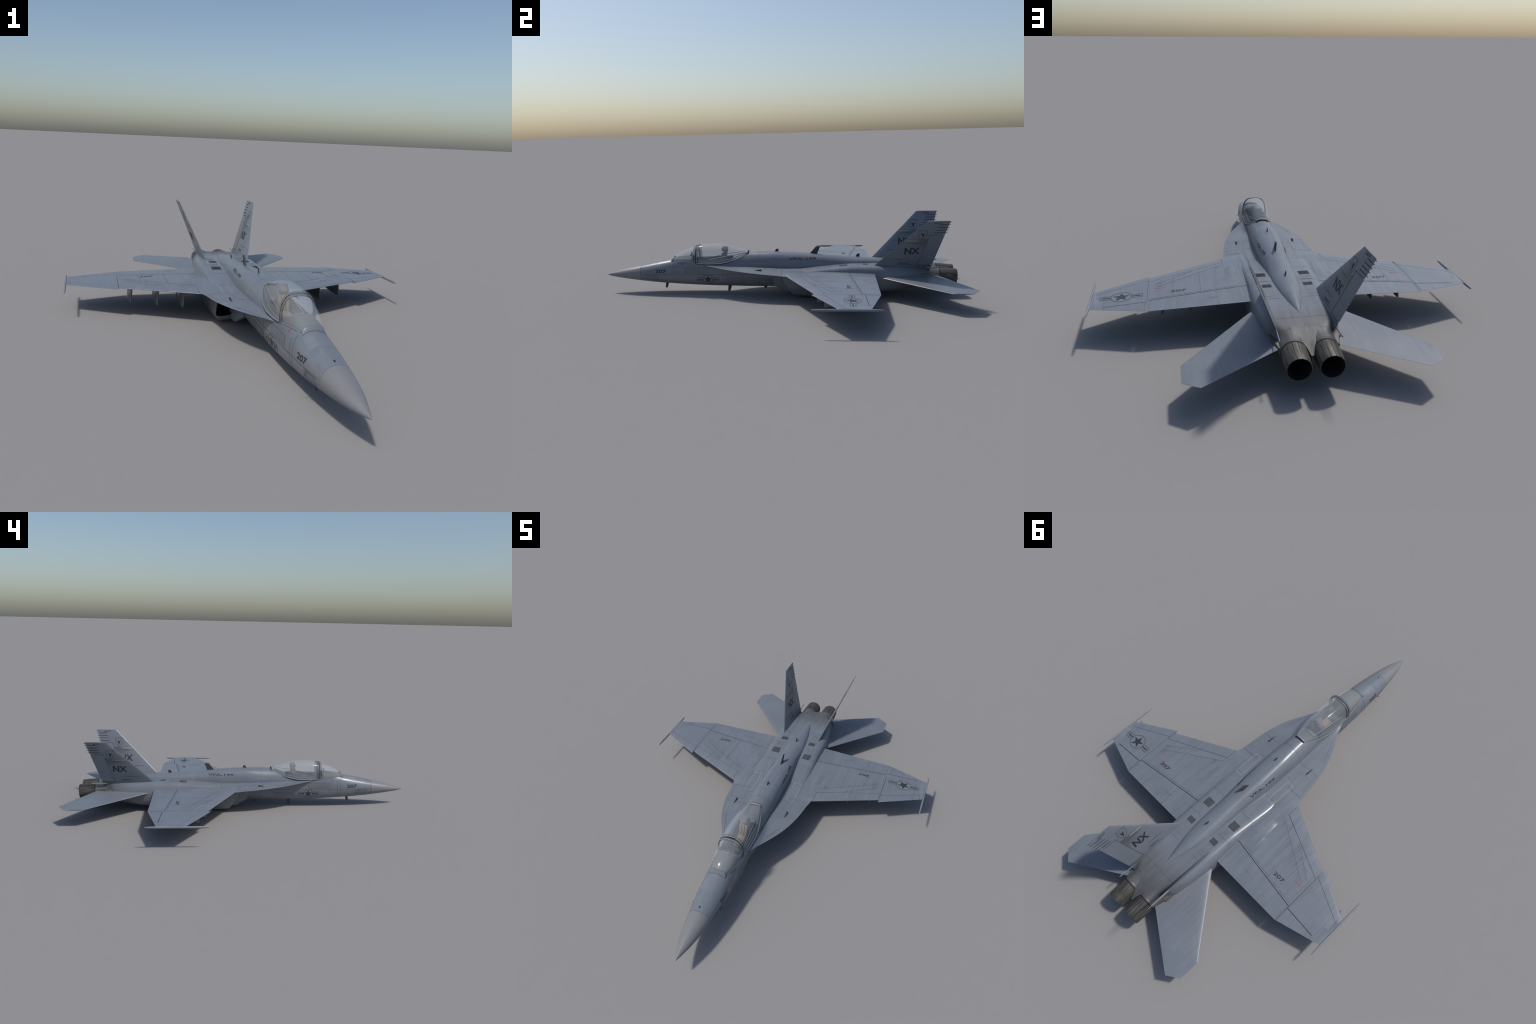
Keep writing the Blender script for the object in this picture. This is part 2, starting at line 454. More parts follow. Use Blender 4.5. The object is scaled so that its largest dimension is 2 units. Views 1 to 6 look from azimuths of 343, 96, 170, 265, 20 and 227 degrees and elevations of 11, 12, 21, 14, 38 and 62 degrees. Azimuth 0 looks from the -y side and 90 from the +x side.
both('engine_nacelle', (v, f), [M_NAC, M_DUCT], skin=True, midx=mi, angle=40)

# wedge-shaped splitter between fuselage flank and intake
rings = []
for y in span(-.035, .11, 20):
    xo = lerp(.0620, .0825, min(1, (y + .035) / .10))
    zb = max(.0165, .0545 - (y + .035) * .56)
    rings.append([(.045, y, .142), (xo, y, .142), (xo, y, zb + .003), (xo - .003, y, zb), (.045, y, zb + .004)])
both('intake_splitter', loft(rings), M_NAC, skin=True)

# black plate added to stand in for the duct opening on the splitter face
mouth_plate = [(.004, .126), (.005, .105), (.010, .088), (.022, .074), (.036, .066), (.060, .045), (.085, .022), (.116, .018), (.116, .130)]
def mouth_plate_x(y): return lerp(.0620, .0825, min(1, (y + .035) / .10)) + .0012
v = [(mouth_plate_x(y), y, z) for y, z in mouth_plate] + [(mouth_plate_x(y) - .004, y, z) for y, z in mouth_plate]
n = len(mouth_plate)
both('intake_mouth_plate', (v, [tuple(range(n)), tuple(range(2 * n - 1, n - 1, -1))] + [(i, (i + 1) % n, n + (i + 1) % n, n + i) for i in range(n)]), M_DUCT)
# tailplane pivot housings
rings = []
for y, x1, z0, z1 in ((.745, .118, .112, .124), (.765, .1235, .104, .128), (.795, .1205, .102, .127), (.805, .112, .103, .125), (.845, .1025, .106, .121)):
    rings.append([(.085, y, z0), (x1 - .003, y, z0), (x1, y, (z0 + z1) / 2), (x1 - .004, y, z1), (.085, y, z1)])
both('tailplane_pivot', loft(rings), M_COLLAR, angle=30)

# tail sting between the nozzles
rings = [[(-w, y, zt + .0005), (-w * .4, y, zt), (w * .4, y, zt), (w, y, zt + .0005), (w * .5, y, zb), (-w * .5, y, zb)]
         for y, w, zt, zb in ((.775, .055, .1598, .07), (.79, .052, .1585, .07), (.81, .046, .1530, .075), (.828, .036, .1462, .078), (.845, .024, .1388, .080), (.87, .0115, .1258, .084), (.897, .0046, .1145, .086))]
make('tail_sting', *loft(rings), M_NAC, skin=True, angle=40)

# ------------------------------------------------------------------ generic lifting surface
def yt(u):
    u = max(u, 0.0)
    return 5 * (.2969 * math.sqrt(u) - .126 * u - .3516 * u * u + .2843 * u ** 3 - .1036 * u ** 4)

def blade(stations, nu=14, te=.0003):
    """stations: (LE, TE, thickness, u0, u1, normal)"""
    rings = []
    for LE, TE, t, u0, u1, nrm in stations:
        LE, TE, nrm = Vector(LE), Vector(TE), Vector(nrm)
        us = [u0 + (u1 - u0) * ((i / nu) ** (1.8 if u0 < .001 else 1)) for i in range(nu + 1)]
        h = [t * yt(u) + te * min(1, u * 20) for u in us]
        up = [tuple(LE.lerp(TE, u) + nrm * a) for u, a in zip(us, h)]
        dn = [tuple(LE.lerp(TE, u) - nrm * a) for u, a in zip(us, h)]
        rings.append(up + dn[::-1])
    return loft(rings)

# ------------------------------------------------------------------ wings
SPLIT = .5222
def w_le(x, outer):
    return lerp(.1880, .3020, (x - .5264) / (.7250 - .5264)) if outer else lerp(.0490, .2030, (x - .2090) / (.5214 - .2090))
def w_te(x, outer):
    return lerp(.5075, .4500, (x - .5264) / (.7288 - .5264)) if outer else .5102
def w_z(x): return .1338 - .0262 * (x - .2)
w_t = pchip([.10, .2, .52, .73], [.0230, .0215, .0112, .0056])

def wing_panel(rows, outer):
    """rows: (x, y front or None, y back or None)"""
    st = []
    rows = [(x, w_le(x, outer) if f is None else f, w_te(x, outer) if b is None else b) for x, f, b in rows]
    for (xa, fa, ba), (xb, fb, bb) in zip(rows[:-1], rows[1:]):
        n = max(1, int(abs(xb - xa) / .03))
        for i in range(n + 1):
            if i == 0 and st: continue
            t = i / n; x = lerp(xa, xb, t)
            le, te = w_le(x, outer), w_te(x, outer)
            u0, u1 = ((y - le) / (te - le) for y in (lerp(fa, fb, t), lerp(ba, bb, t)))
            u0, u1 = (0 if u0 < 1e-4 else u0), (1 if u1 > .9999 else u1)
            st.append(((x, le, w_z(x)), (x, te, w_z(x) - .001), w_t(x), u0, u1, (0, 0, 1)))
    return blade(st)

G = .0015
def hin(x): return lerp(.1184, .2549, (x - .2169) / (.5233 - .2169))
def hout(x): return lerp(.2402, .3310, (x - .5257) / (.7132 - .5257))
def hte(x): return lerp(.3770, .4246, (x - .1580) / (.5158 - .1580))
def hail(x): return lerp(.4352, .4442, (x - .5284) / (.6790 - .5284))
xi, xa, xb = .100, .2169, SPLIT - G / 2
both('leading_edge_flap', wing_panel([(xa + G, None, hin(xa) - G), (xb, None, hin(xb) - G)], False), M_WING, skin=True)
both('wing_box', wing_panel([(xi, None, hte(xi) - G), (xa, None, hte(xa) - G), (xa + .0004, hin(xa), hte(xa) - G), (xb, hin(xb), hte(xb) - G)], False), M_WING, skin=True)
both('trailing_edge_flap', wing_panel([(.140, hte(.140) + G, None), (.5212, hte(.5212) + G, None)], False), M_WING, skin=True)
xc, xd = SPLIT + G / 2 + .0004, .7300
both('leading_edge_flap', wing_panel([(xc, None, hout(xc) - G), (.7132, None, hout(.7132) - G)], True), M_WING, skin=True)
both('outer_wing_panel', wing_panel([(xc, hout(xc), hail(xc) - G), (.6800, hout(.68), hail(.68) - G), (.6804, hout(.6804), None), (.7140, hout(.714), None), (.7144, None, None), (xd, None, None)], True), M_WING, skin=True)
both('aileron', wing_panel([(.5234, hail(.5234) + G, None), (.6790, hail(.679) + G, None)], True), M_WING, skin=True)
# black filler added inside the wing so the hinge gaps read dark
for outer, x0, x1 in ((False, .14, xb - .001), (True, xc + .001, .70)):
    st = [((x, w_le(x, outer), w_z(x)), (x, w_te(x, outer), w_z(x) - .001), w_t(x) * .80, .04, .93, (0, 0, 1)) for x in span(x0, x1, 8)]
    both('wing_gap_filler', blade(st, te=-.0002), M_GAP)

# wingtip missile rails
rings = []
for y, s in ((.188, .06), (.190, .35), (.197, .62), (.212, .85), (.235, 1), (.46, 1), (.485, .85), (.498, .6), (.5045, .3), (.5055, .06)):
    rings.append([(.7338 + .0042 * s * math.cos(a), y, .1166 + .0057 * s * math.sin(a)) for a in [2 * math.pi * k / 12 for k in range(12)]])
both('wingtip_rail', loft(rings), M_PALE, skin=True)

# underwing pylons
for x, y0, y1, zb in ((.2600, .1780, .3700, .0425), (.3630, .2090, .3850, .0446), (.4700, .2440, .4030, .0508)):
    rings = []
    for t in (0, .08, .2, .5, .8, .93, 1):
        y = lerp(y0, y1, t); w = .0062 * min(1, .22 + 2.2 * min(t, 1 - t) ** .7 * 1.6)
        b = zb + (.003 * max(0, (t - .5)) + (.004 if t == 1 else 0))
        k = .003   # slight outward cant
        rings.append([(x - w - k, y + .003 * (t == 0), .1285), (x + w - k, y + .003 * (t == 0), .1285), (x + w + k, y, b + .004), (x + w * .5 + k, y, b), (x - w * .5 + k, y, b), (x - w + k, y, b + .004)])
    both('underwing_pylon', loft(rings), M_PYLON, angle=40)

# ------------------------------------------------------------------ tailplanes
def stab_station(x):
    le = lerp(.5450, .8635, (x - .1470) / (.4103 - .1470))
    te = lerp(.8446, .9988, (x - .1020) / (.3539 - .1020)) if x < .3539 else lerp(.9988, .9610, (x - .3539) / (.4096 - .3539))
    z = lerp(.1150, .0985, (x - .1) / .31)
    return ((x, le, z), (x, te, z), lerp(.0150, .0055, (x - .1) / .31), 0, 1, (.05, 0, 1))
both('tailplane', blade([stab_station(x) for x in (.085, .12, .16, .2, .25, .3, .3535, .3543, .38, .4098)]), M_TAIL, skin=True)

# ------------------------------------------------------------------ canted fins and rudders
FN = Vector((.9387, 0, -.3448))                     # outward normal of the right-hand fin
def fin_x(z): return .1025 + (z - .171) * .3673
def fin_le(z): return lerp(.5107, .7660, (z - .171) / .2505)
def fin_te(z): return lerp(.8112, .8810, (z - .1752) / .2461)
def fin_h(z): return lerp(.7325, .7867, (z - .1747) / .1705)
def fin_station(z, a, b):
    le, te = fin_le(z), fin_te(z); x = fin_x(z)
    return ((x, le, z), (x, te, z), lerp(.0125, .0055, (z - .14) / .28), 0 if a is None else (a - le) / (te - le), 1 if b is None else (b - le) / (te - le), FN)
st = [fin_station(z, None, None) for z in (.125, .150, .1740)] + [fin_station(z, None, fin_h(z) - .0008) for z in (.1744, .2, .24, .28, .32, .3448)] + [fin_station(z, None, None) for z in (.3452, .37, .40, .4212)]
both('tail_fin', blade(st), M_FIN, skin=True)
both('rudder', blade([fin_station(z, fin_h(z) + .0008, None) for z in (.1762, .2, .24, .28, .32, .3438)]), M_RUD, skin=True)
both('rudder_gap_filler', blade([((fin_x(z), fin_h(z) - .02, z), (fin_x(z), fin_te(z) - .01, z), .0035, 0, 1, FN) for z in (.1735, .25, .3455)], nu=6), M_GAP, skin=True)  # black filler added behind the rudder gap
# small static-dischargers and dark fin-tip stubs on the trailing edge
parts = []
for z in (.4150, .4015, .3870, .3725, .3585):
    y = fin_te(z); x = fin_x(z)
    parts.append(sweep([(x, y - .008, z), (x, y + .004, z), (x, y + .0085, z)], .0018, .0014, 6))
both('fin_light', join_geo(parts), M_BLADE, kind='stuff')
# pointed fuel-dump spikes at the foot of the fins
both('fuel_dump_spike', sweep([(.0985, .785, .1588), (.0988, .80, .1588), (.0995, .825, .1590), (.1005, .85, .1592), (.1017, .8727, .1593)][0:1] + [(.0988, .80, .1588), (.0995, .825, .1590), (.1005, .85, .1592), (.1017, .8727, .1593)], .0022, .0030, 8), M_PALE)

# ------------------------------------------------------------------ engine nozzles
NP = 15
for sgn in (1, -1):
    noz = bpy.data.objects.new('engine_nozzle', None); COL.objects.link(noz); noz.parent = ROOT
    tilt = math.atan2(ENGZ0 - ENGZ1, .10)
    noz.location = (sgn * ENGX, .8435, ENGZ0); noz.rotation_euler = (-tilt, 0, 0)
    def tube(prof, n=48):
        return loft([[(r * math.cos(2 * math.pi * k / n), y, r * math.sin(2 * math.pi * k / n)) for k in range(n)] for y, r in prof], cap0=False, cap1=False)
    make('nozzle_collar', *tube([(-.004, .040), (-.002, .0448), (.000, .0456), (.0095, .0456), (.0105, .0446), (.0105, .040)]), M_COLLAR, parent=noz, angle=40)
    make('nozzle_ring', *tube([(.0103, .0440), (.0115, .0448), (.0135, .0448), (.0150, .0436), (.0150, .040)]), M_GAP, parent=noz, angle=40)
    v, f = tube([(.012, .0425), (.104, .0400), (.1035, .0385), (.05, .036), (.012, .034), (.0, .030), (-.06, .026), (-.06, .0001)])
    make('nozzle_interior', v, f, M_NOZIN, parent=noz, angle=40)
    # one overlapping petal, repeated round the axis
    prof = [(.0128, .0437), (.030, .0443), (.060, .0436), (.085, .0424), (.1035, .0414)]
    half = math.pi / NP * .93; na = 5; rings = []
    for y, r in prof:
        up = [((r + .0006 * (1 - (2 * i / na - 1) ** 2)) * math.sin(lerp(-half, half, i / na)), y, r * math.cos(lerp(-half, half, i / na))) for i in range(na + 1)]
        dn = [((r - .002) * math.sin(lerp(half, -half, i / na)), y, (r - .002) * math.cos(lerp(half, -half, i / na))) for i in range(na + 1)]
        rings.append(up + dn)
    rings.append([(x * .985, .1062 - .002 * abs(x) / .009, z * .985) for x, _, z in rings[-1]])
    petal = make('nozzle_petal', *loft(rings), M_NOZ, parent=noz, angle=40)
    for k in range(1, NP):
        p = petal.copy(); COL.objects.link(p); p.rotation_euler = (0, 2 * math.pi * k / NP, 0)

# ------------------------------------------------------------------ canopy and cockpit
GLASS = [(-.6000, .2045, 2.3), (-.5800, .2185, 2.4), (-.5500, .2340, 2.55), (-.5200, .2470, 2.7), (-.4900, .2575, 2.85),
         (-.4640, .2665, 2.9), (-.4200, .2738, 2.9), (-.3550, .2755, 2.8), (-.3050, .2710, 2.7), (-.2500, .2560, 2.6), (-.2000, .2408, 2.6), (-.1800, .2345, 2.6)]
glass_top, glass_n = table(GLASS)
def arch(y, n=28, grow=0.0, lean=0.0, a0=0.0):
    xr, zr, zt, e = rail_x(y) + .0006 + grow, rail_z(y) - .001, glass_top(y) + grow, 2 / glass_n(y)
    out = []
    for i in range(n + 1):
        a = math.pi * lerp(a0, 1 - a0, i / n)
        s = math.sin(a) ** e; c = math.copysign(abs(math.cos(a)) ** e, math.cos(a))
        out.append((xr * c, y + lean * s, zr + (zt - zr) * s))
    return out
def glass(name, y0, y1, n):
    o = make(name, *loft([arch(y) for y in span(y0, y1, n)], closed=False, cap0=False, cap1=False), M_GLASS, angle=80)
    return o
glass('windscreen', -.5985, -.4715, 18)
glass('canopy', -.4590, -.1795, 34)
# bows: paired pale arches with a dark seal between
parts_p = [sweep(arch(-.4728, grow=.0022), .0012, .0018, 8, (0, 1, 0)), sweep(arch(-.4618, grow=.0024, lean=.003), .0012, .0022, 8, (0, 1, 0))]
make('canopy_bow', *join_geo(parts_p), M_PALE, angle=50)
make('canopy_seal', *join_geo([sweep(arch(-.4675, grow=.0001, lean=.0015), .0010, .0034, 8, (0, 1, 0)), sweep(arch(-.4560, grow=.0003, lean=.004), .0012, .0014, 6, (0, 1, 0)),
     sweep(arch(-.4780, grow=.0003), .0010, .0012, 6, (0, 1, 0))]), M_BLADE, angle=50)
def fus_top(x, y):
    zt, zb, w, zw, n1, n2 = [f(y) for f in FUS]
    return zw + (zt - zw) * max(0, 1 - (abs(x) / w) ** n1) ** (1 / n1)
A = arch(-.600, grow=.0012)
fr = [[(x * 1.02, -.6125, fus_top(x * 1.02, -.6125) - .0008) for x, _, z in A], [(x * 1.01, -.6085, lerp(fus_top(x, -.6085), z, .45)) for x, _, z in A],
      [(x, -.6040, z - .0004) for x, _, z in A], A, [(x * .97, -.5985, z - .002) for x, _, z in A]]
make('windscreen_frame', *loft(fr, closed=False, cap0=False, cap1=False), M_LEX, angle=50)
make('windscreen_seal', *sweep([(x * 1.02, -.6125, fus_top(x * 1.02, -.6125) - .0001) for x, _, z in A], .0010, .0012, 6, (0, 1, 0)), M_BLADE, angle=50)
make('canopy_aft_frame', *sweep(arch(-.1825, grow=.0006), .0016, .0048, 8, (0, 1, 0)), M_PALE, angle=50)
make('canopy_aft_seal', *sweep(arch(-.1770, grow=.0006), .0018, .0022, 8, (0, 1, 0)), M_BLADE, angle=50)
rail_path = [(rail_x(y) + .0008, y, rail_z(y)) for y in span(-.460, -.178, 26)]
both('canopy_rail', sweep(rail_path, .0022, .0028, 8), M_PALE)
both('canopy_rail_seal', sweep([(x + .0008, y, z - .0034) for x, y, z in rail_path], .0014, .0014, 6), M_GAP)
both('windscreen_sill', sweep([(rail_x(y) + .0004, y, rail_z(y)) for y in span(-.602, -.474, 14)], .0015, .0018, 8), M_PALE)
both('canopy_brace', sweep([(.0262, -.190, .2300), (.0273, -.2, .228), (.0367, -.3, .2095), (.0397, -.4, .1899), (.0412, -.455, .1792)], .0014, .0017, 8), M_PALE)
both('canopy_brace', sweep([(.0300, -.186, .2240), (.0430, -.26, .1990), (.0545, -.34, .1835), (.0555, -.44, .1765)], .0011, .0013, 8), M_PALE)

# glare shield, instrument panel and head-up display
rings = []
for y in span(-.5985, -.4960, 12):
    t = (y + .5985) / .1025
    hw, zb, zt = rail_x(y) - .0015, rail_z(y) - .004, lerp(.1985, .2080, t ** .8)
    e = 2 / lerp(2.3, 2.5, t)
    rings.append([(hw * math.copysign(abs(math.cos(a)) ** e, math.cos(a)), y, zb + (zt - zb) * math.sin(a) ** e) for a in [math.pi * k / 20 for k in range(21)]])
make('glare_shield', *loft(rings), M_COAM, angle=50)
v, f = sweep([(p[0] * .97, -.4945, p[2] - .001) for p in rings[-1][2:-2]], .0022, .0022, 8, (0, 1, 0))
make('glare_shield_lip', v, f, M_SEAT)
make('instrument_panel', *box((0, -.4920, .168), (.078, .006, .062)), M_COCK)
parts = [box((s * .022, -.4884, z), (.022, .002, .016)) for s in (-1, 0, 1) for z in (.187, .166)] + [box((0, -.4884, .147), (.02, .002, .014))]
make('cockpit_display', *join_geo(parts), M_GAP, kind='stuff')
make('head_up_display', *join_geo([box((0, -.503, .2100), (.016, .014, .006)), box((.0082, -.500, .219), (.0007, .006, .016)), box((-.0082, -.500, .219), (.0007, .006, .016))]), M_SEAT)
both('side_console', box((.0395, -.42, .150), (.013, .13, .012)), M_COCK)
rings = [[(.0475, y, .158), (.0500, y, .158), (.0500 - .0010 * k_, y, zt), (.0475 - .0010 * k_, y, zt)] for k_, (y, zt) in enumerate([(-.488, .1890), (-.43, .1910), (-.36, .1955), (-.31, .1985), (-.270, .1960)])]
both('cockpit_side_wall', loft(rings), M_COCK)
both('throttle_lever', box((.036, -.43, .160), (.004, .008, .012)), M_BLADE)
# ejection seat
def slab(name, c, s, mat, rot=0, bw=.003):
    o = make(name, *box((0, 0, 0), s), mat); bevel(o, bw)
    o.data.transform(Matrix.Translation(c) @ Matrix.Rotation(rot, 4, 'X')); return o
slab('seat_frame', (0, -.3150, .1900), (.046, .018, .110), M_SEAT, math.radians(-14))
slab('seat_headrest', (0, -.3080, .2460), (.034, .030, .030), M_SEAT, math.radians(-10), .006)
slab('headrest_cushion', (0, -.3245, .2445), (.020, .006, .018), M_TAN, math.radians(-10), .002)
for x in (-.0135, 0, .0135): slab('back_cushion', (x, -.3290, .1950), (.0118, .008, .060), M_TAN, math.radians(-14))
slab('seat_pan', (0, -.362, .1520), (.046, .060, .024), M_SEAT, math.radians(5))
slab('seat_cushion', (0, -.364, .1660), (.036, .052, .008), M_TAN, math.radians(5))
slab('control_stick', (0, -.420, .150), (.004, .005, .040), M_BLADE, 0, .001)
slab('rear_deck_box', (0, -.258, .1890), (.058, .020, .012), M_SEAT, math.radians(24), .002)

# ------------------------------------------------------------------ blade antennas, fences, probes
def fin_blade(name, pts, x=0.0, th=.0022, mat=M_BLADE):
    """flat swept blade: four or more (y, z) corners"""
    n = len(pts); cy = sum(p[0] for p in pts) / n
    k = [(lerp(p[0], cy, .10), p[1]) for p in pts]
    v = [(x - th * .35, *p) for p in pts] + [(x + th * .35, *p) for p in pts]
    v = [(x - th * .5, *p) for p in k] + [(x, *p) for p in pts] + [(x + th * .5, *p) for p in k]
    f = [tuple(range(n - 1, -1, -1)), tuple(range(2 * n, 3 * n))]
    for a in (0, n):
        for i in range(n):
            j = (i + 1) % n
            f.append((a + i, a + j, a + n + j, a + n + i))
    make(name, v, f, mat, angle=20)
fin_blade('blade_antenna', [(-.0310, .2270), (-.0216, .2440), (-.0073, .2440), (-.0095, .2260)])
fin_blade('blade_antenna', [(.1620, .2150), (.1998, .2558), (.2226, .2550), (.2050, .2120)], th=.0040)
fin_blade('blade_antenna', [(.4150, .1975), (.4262, .2152), (.4408, .2145), (.4370, .1960)])
fin_blade('blade_antenna', [(-.6590, .0560), (-.6623, .0206), (-.6511, .0206), (-.6400, .0560)], th=.0030)
fin_blade('blade_antenna', [(-.2970, .0420), (-.3003, .0000), (-.2893, .0000), (-.2821, .0170), (-.2742, .0420)], th=.0030)
fin_blade('blade_antenna', [(-.0950, .0420), (-.0915, .0203), (-.0781, .0195), (-.0720, .0420)], th=.0030)
for s in (-1, 1):
    fin_blade('strake_fence', [(-.1465, .1470), (-.0985, .1572), (-.0915, .1564), (-.0905, .1440)], x=s * .1325, th=.0050)
both('air_data_probe', join_geo([sweep([(.050, -.7030, .1070), (.0580, -.7080, .1040), (.0665, -.7190, .1000)], .0012, .0012, 6), sweep([(.052, -.690, .086), (.0600, -.6900, .083), (.0700, -.692, .081)], .0010, .0010, 6)]), M_BLADE)

# ------------------------------------------------------------------ markings projected on to the skin
bpy.context.view_layer.update()
def tree(objs):
    V, F = [], []
    for o in objs:
        b = len(V); V += [v.co.copy() for v in o.data.vertices]
        F += [tuple(i + b for i in p.vertices) for p in o.data.polygons]
    return BVHTree.FromPolygons(V, F)
def pick(*names): return [o for o in SKIN if o.name.split('.')[0] in names]
T_TOP = tree(pick('radome', 'fuselage', 'leading_edge_strake', 'engine_nacelle', 'leading_edge_flap', 'wing_box', 'trailing_edge_flap', 'outer_wing_panel', 'aileron'))
T_SIDE = tree(pick('radome', 'fuselage'))
T_FLANK = tree(pick('engine_nacelle', 'fuselage', 'intake_splitter'))
T_FIN = tree(pick('tail_fin', 'rudder', 'rudder_gap_filler'))
LIFT = .00045

class Plane:
    """2-D drawing plane: point = origin + a*u + b*v, dropped along d on to a skin"""
    def __init__(s, bvh, origin, u, v, d, lift=LIFT, reach=1.0):
        s.reach = reach
        s.b, s.o, s.u, s.v, s.d, s.l = bvh, Vector(origin), Vector(u), Vector(v), Vector(d).normalized(), lift
    def put(s, a, b, lift=None):
        p = s.o + s.u * a + s.v * b
        hit, nrm, _, _ = s.b.ray_cast(p, s.d, s.reach)
        if hit is None: return None
        if nrm.dot(s.d) > 0: nrm = -nrm
        return hit + nrm * (s.l if lift is None else lift)

def lay(plane, v2, faces):
    """project flat faces; drop those that miss"""
    P = [plane.put(a, b) for a, b in v2]
    keep = [f for f in faces if all(P[i] is not None for i in f)]
    used = sorted({i for f in keep for i in f}); m = {k: i for i, k in enumerate(used)}
    return [tuple(P[i]) for i in used], [tuple(m[i] for i in f) for f in keep]

def ribbon(pts, w, step=.008, closed=False):
    """2-D polyline -> quads of width w"""
    if closed: pts = pts + [pts[0]]
    V, F = [], []
    for (ax, ay), (bx, by) in zip(pts[:-1], pts[1:]):
        L = math.hypot(bx - ax, by - ay)
        if L < 1e-9: continue
        tx, ty = (bx - ax) / L, (by - ay) / L; nx, ny = -ty * w / 2, tx * w / 2
        e = w / 2 if len(pts) > 2 else 0
        n = max(1, int(L / step)); b0 = len(V)
        for i in range(n + 1):
            d = lerp(-e, L + e, i / n); cx, cy = ax + tx * d, ay + ty * d
            V += [(cx + nx, cy + ny), (cx - nx, cy - ny)]
        F += [(b0 + 2 * i, b0 + 2 * i + 1, b0 + 2 * i + 3, b0 + 2 * i + 2) for i in range(n)]
    return V, F

def fill(poly, step=.008):
    """filled 2-D polygon, subdivided fine enough to hug a curved skin"""
    bm = bmesh.new()
    bm.faces.new([bm.verts.new((a, b, 0)) for a, b in poly])
    return subdivide(bm, step)

def subdivide(bm, step):
    bmesh.ops.triangulate(bm, faces=bm.faces[:])
    for _ in range(5):
        long = [e for e in bm.edges if e.calc_length() > step]
        if not long: break
        bmesh.ops.subdivide_edges(bm, edges=long, cuts=1)
        bmesh.ops.triangulate(bm, faces=[f for f in bm.faces if len(f.verts) > 3])
    bm.verts.index_update()
    out = [(v.co.x, v.co.y) for v in bm.verts], [tuple(v.index for v in f.verts) for f in bm.faces]
    bm.free(); return out

def text(body, w, h, bold=.02, step=.006):
    """lettering fitted in a w x h box centred on the origin"""
    cu = bpy.data.curves.new('lettering', 'FONT'); cu.body = body; cu.size = 1; cu.offset = bold; cu.resolution_u = 3
    o = bpy.data.objects.new('lettering', cu); COL.objects.link(o)
    bpy.context.view_layer.update()
    me = bpy.data.meshes.new_from_object(o.evaluated_get(bpy.context.evaluated_depsgraph_get()))
    bpy.data.objects.remove(o); bpy.data.curves.remove(cu)
    xs = [v.co.x for v in me.vertices]; ys_ = [v.co.y for v in me.vertices]
    x0, x1, y0, y1 = min(xs), max(xs), min(ys_), max(ys_)
    for v in me.vertices:
        v.co = ((v.co.x - (x0 + x1) / 2) * w / (x1 - x0), (v.co.y - (y0 + y1) / 2) * h / (y1 - y0), 0)
    bm = bmesh.new(); bm.from_mesh(me); bpy.data.meshes.remove(me)
    bmesh.ops.remove_doubles(bm, verts=bm.verts[:], dist=1e-7)
    return subdivide(bm, step)

def shift(geo, dx, dy): return [(a + dx, b + dy) for a, b in geo[0]], geo[1]
def ring2(cx, cy, r, n=40): return [(cx + r * math.cos(2 * math.pi * k / n), cy + r * math.sin(2 * math.pi * k / n)) for k in range(n)]
def rect(x0, y0, x1, y1): return [(x0, y0), (x1, y0), (x1, y1), (x0, y1)]
def star5(cx, cy, r):
    return [(cx + (r if k % 2 == 0 else r * .40) * math.sin(math.pi * k / 5), cy + (r if k % 2 == 0 else r * .40) * math.cos(math.pi * k / 5)) for k in range(10)]

def decal(name, plane, geos, mat, kind=None):
    parts = [lay(plane, *g) for g in geos]
    parts = [p for p in parts if p[1]]
    if not parts: return
    o = make(name, *join_geo(parts), mat, angle=60, doubles=0, kind=kind)
    # the sheets must face outward
    me = o.data
    bm = bmesh.new(); bm.from_mesh(me)
    for f in bm.faces:
        if f.normal.dot(plane.d) > 0: f.normal_flip()
    bm.to_mesh(me); bm.free()
    return o

# --- drawing planes
TOPP = Plane(T_TOP, (0, 0, .6), (1, 0, 0), (0, 1, 0), (0, 0, -1))             # a = x, b = y
TOPR = Plane(T_TOP, (0, 0, .6), (-1, 0, 0), (0, -1, 0), (0, 0, -1))           # read from behind, nose up
def side(s, x0=.085, bvh=None):   # a runs so that the text reads from outside; s=+1 the +x flank
    return Plane(bvh or T_SIDE, (s * x0, 0, 0), (0, s, 0), (0, 0, 1), (-s, 0, 0), reach=x0 - .004)
def fin_plane(s, inner):
    """a along the chord, b = height z measured along the canted fin"""
    n = Vector((s * FN.x, 0, FN.z)); k = -1 if inner else 1
    o = Vector((s * fin_x(0), 0, 0)) + n * .03 * k
    return Plane(T_FIN, o, (0, s * k, 0), (s * .3673, 0, 1), -n * k, reach=.06)

def insignia(r, bar_x, bar_h, w):
    """star in a ring with a bar on either side"""
    solid = [fill(star5(0, 0, r * .86), .006)]
    lines = [ribbon(ring2(0, 0, r), w, closed=True)]
    for s in (-1, 1):
        x0, x1 = s * r * 1.02, s * bar_x
        lines.append(ribbon([(x0, -bar_h), (x1, -bar_h), (x1, bar_h), (x0, bar_h)], w))
        solid.append(fill(rect(min(x0 * 1.0, x1 * .93), -bar_h * .24, max(x0 * 1.0, x1 * .93), bar_h * .24), .006))
    return solid, lines

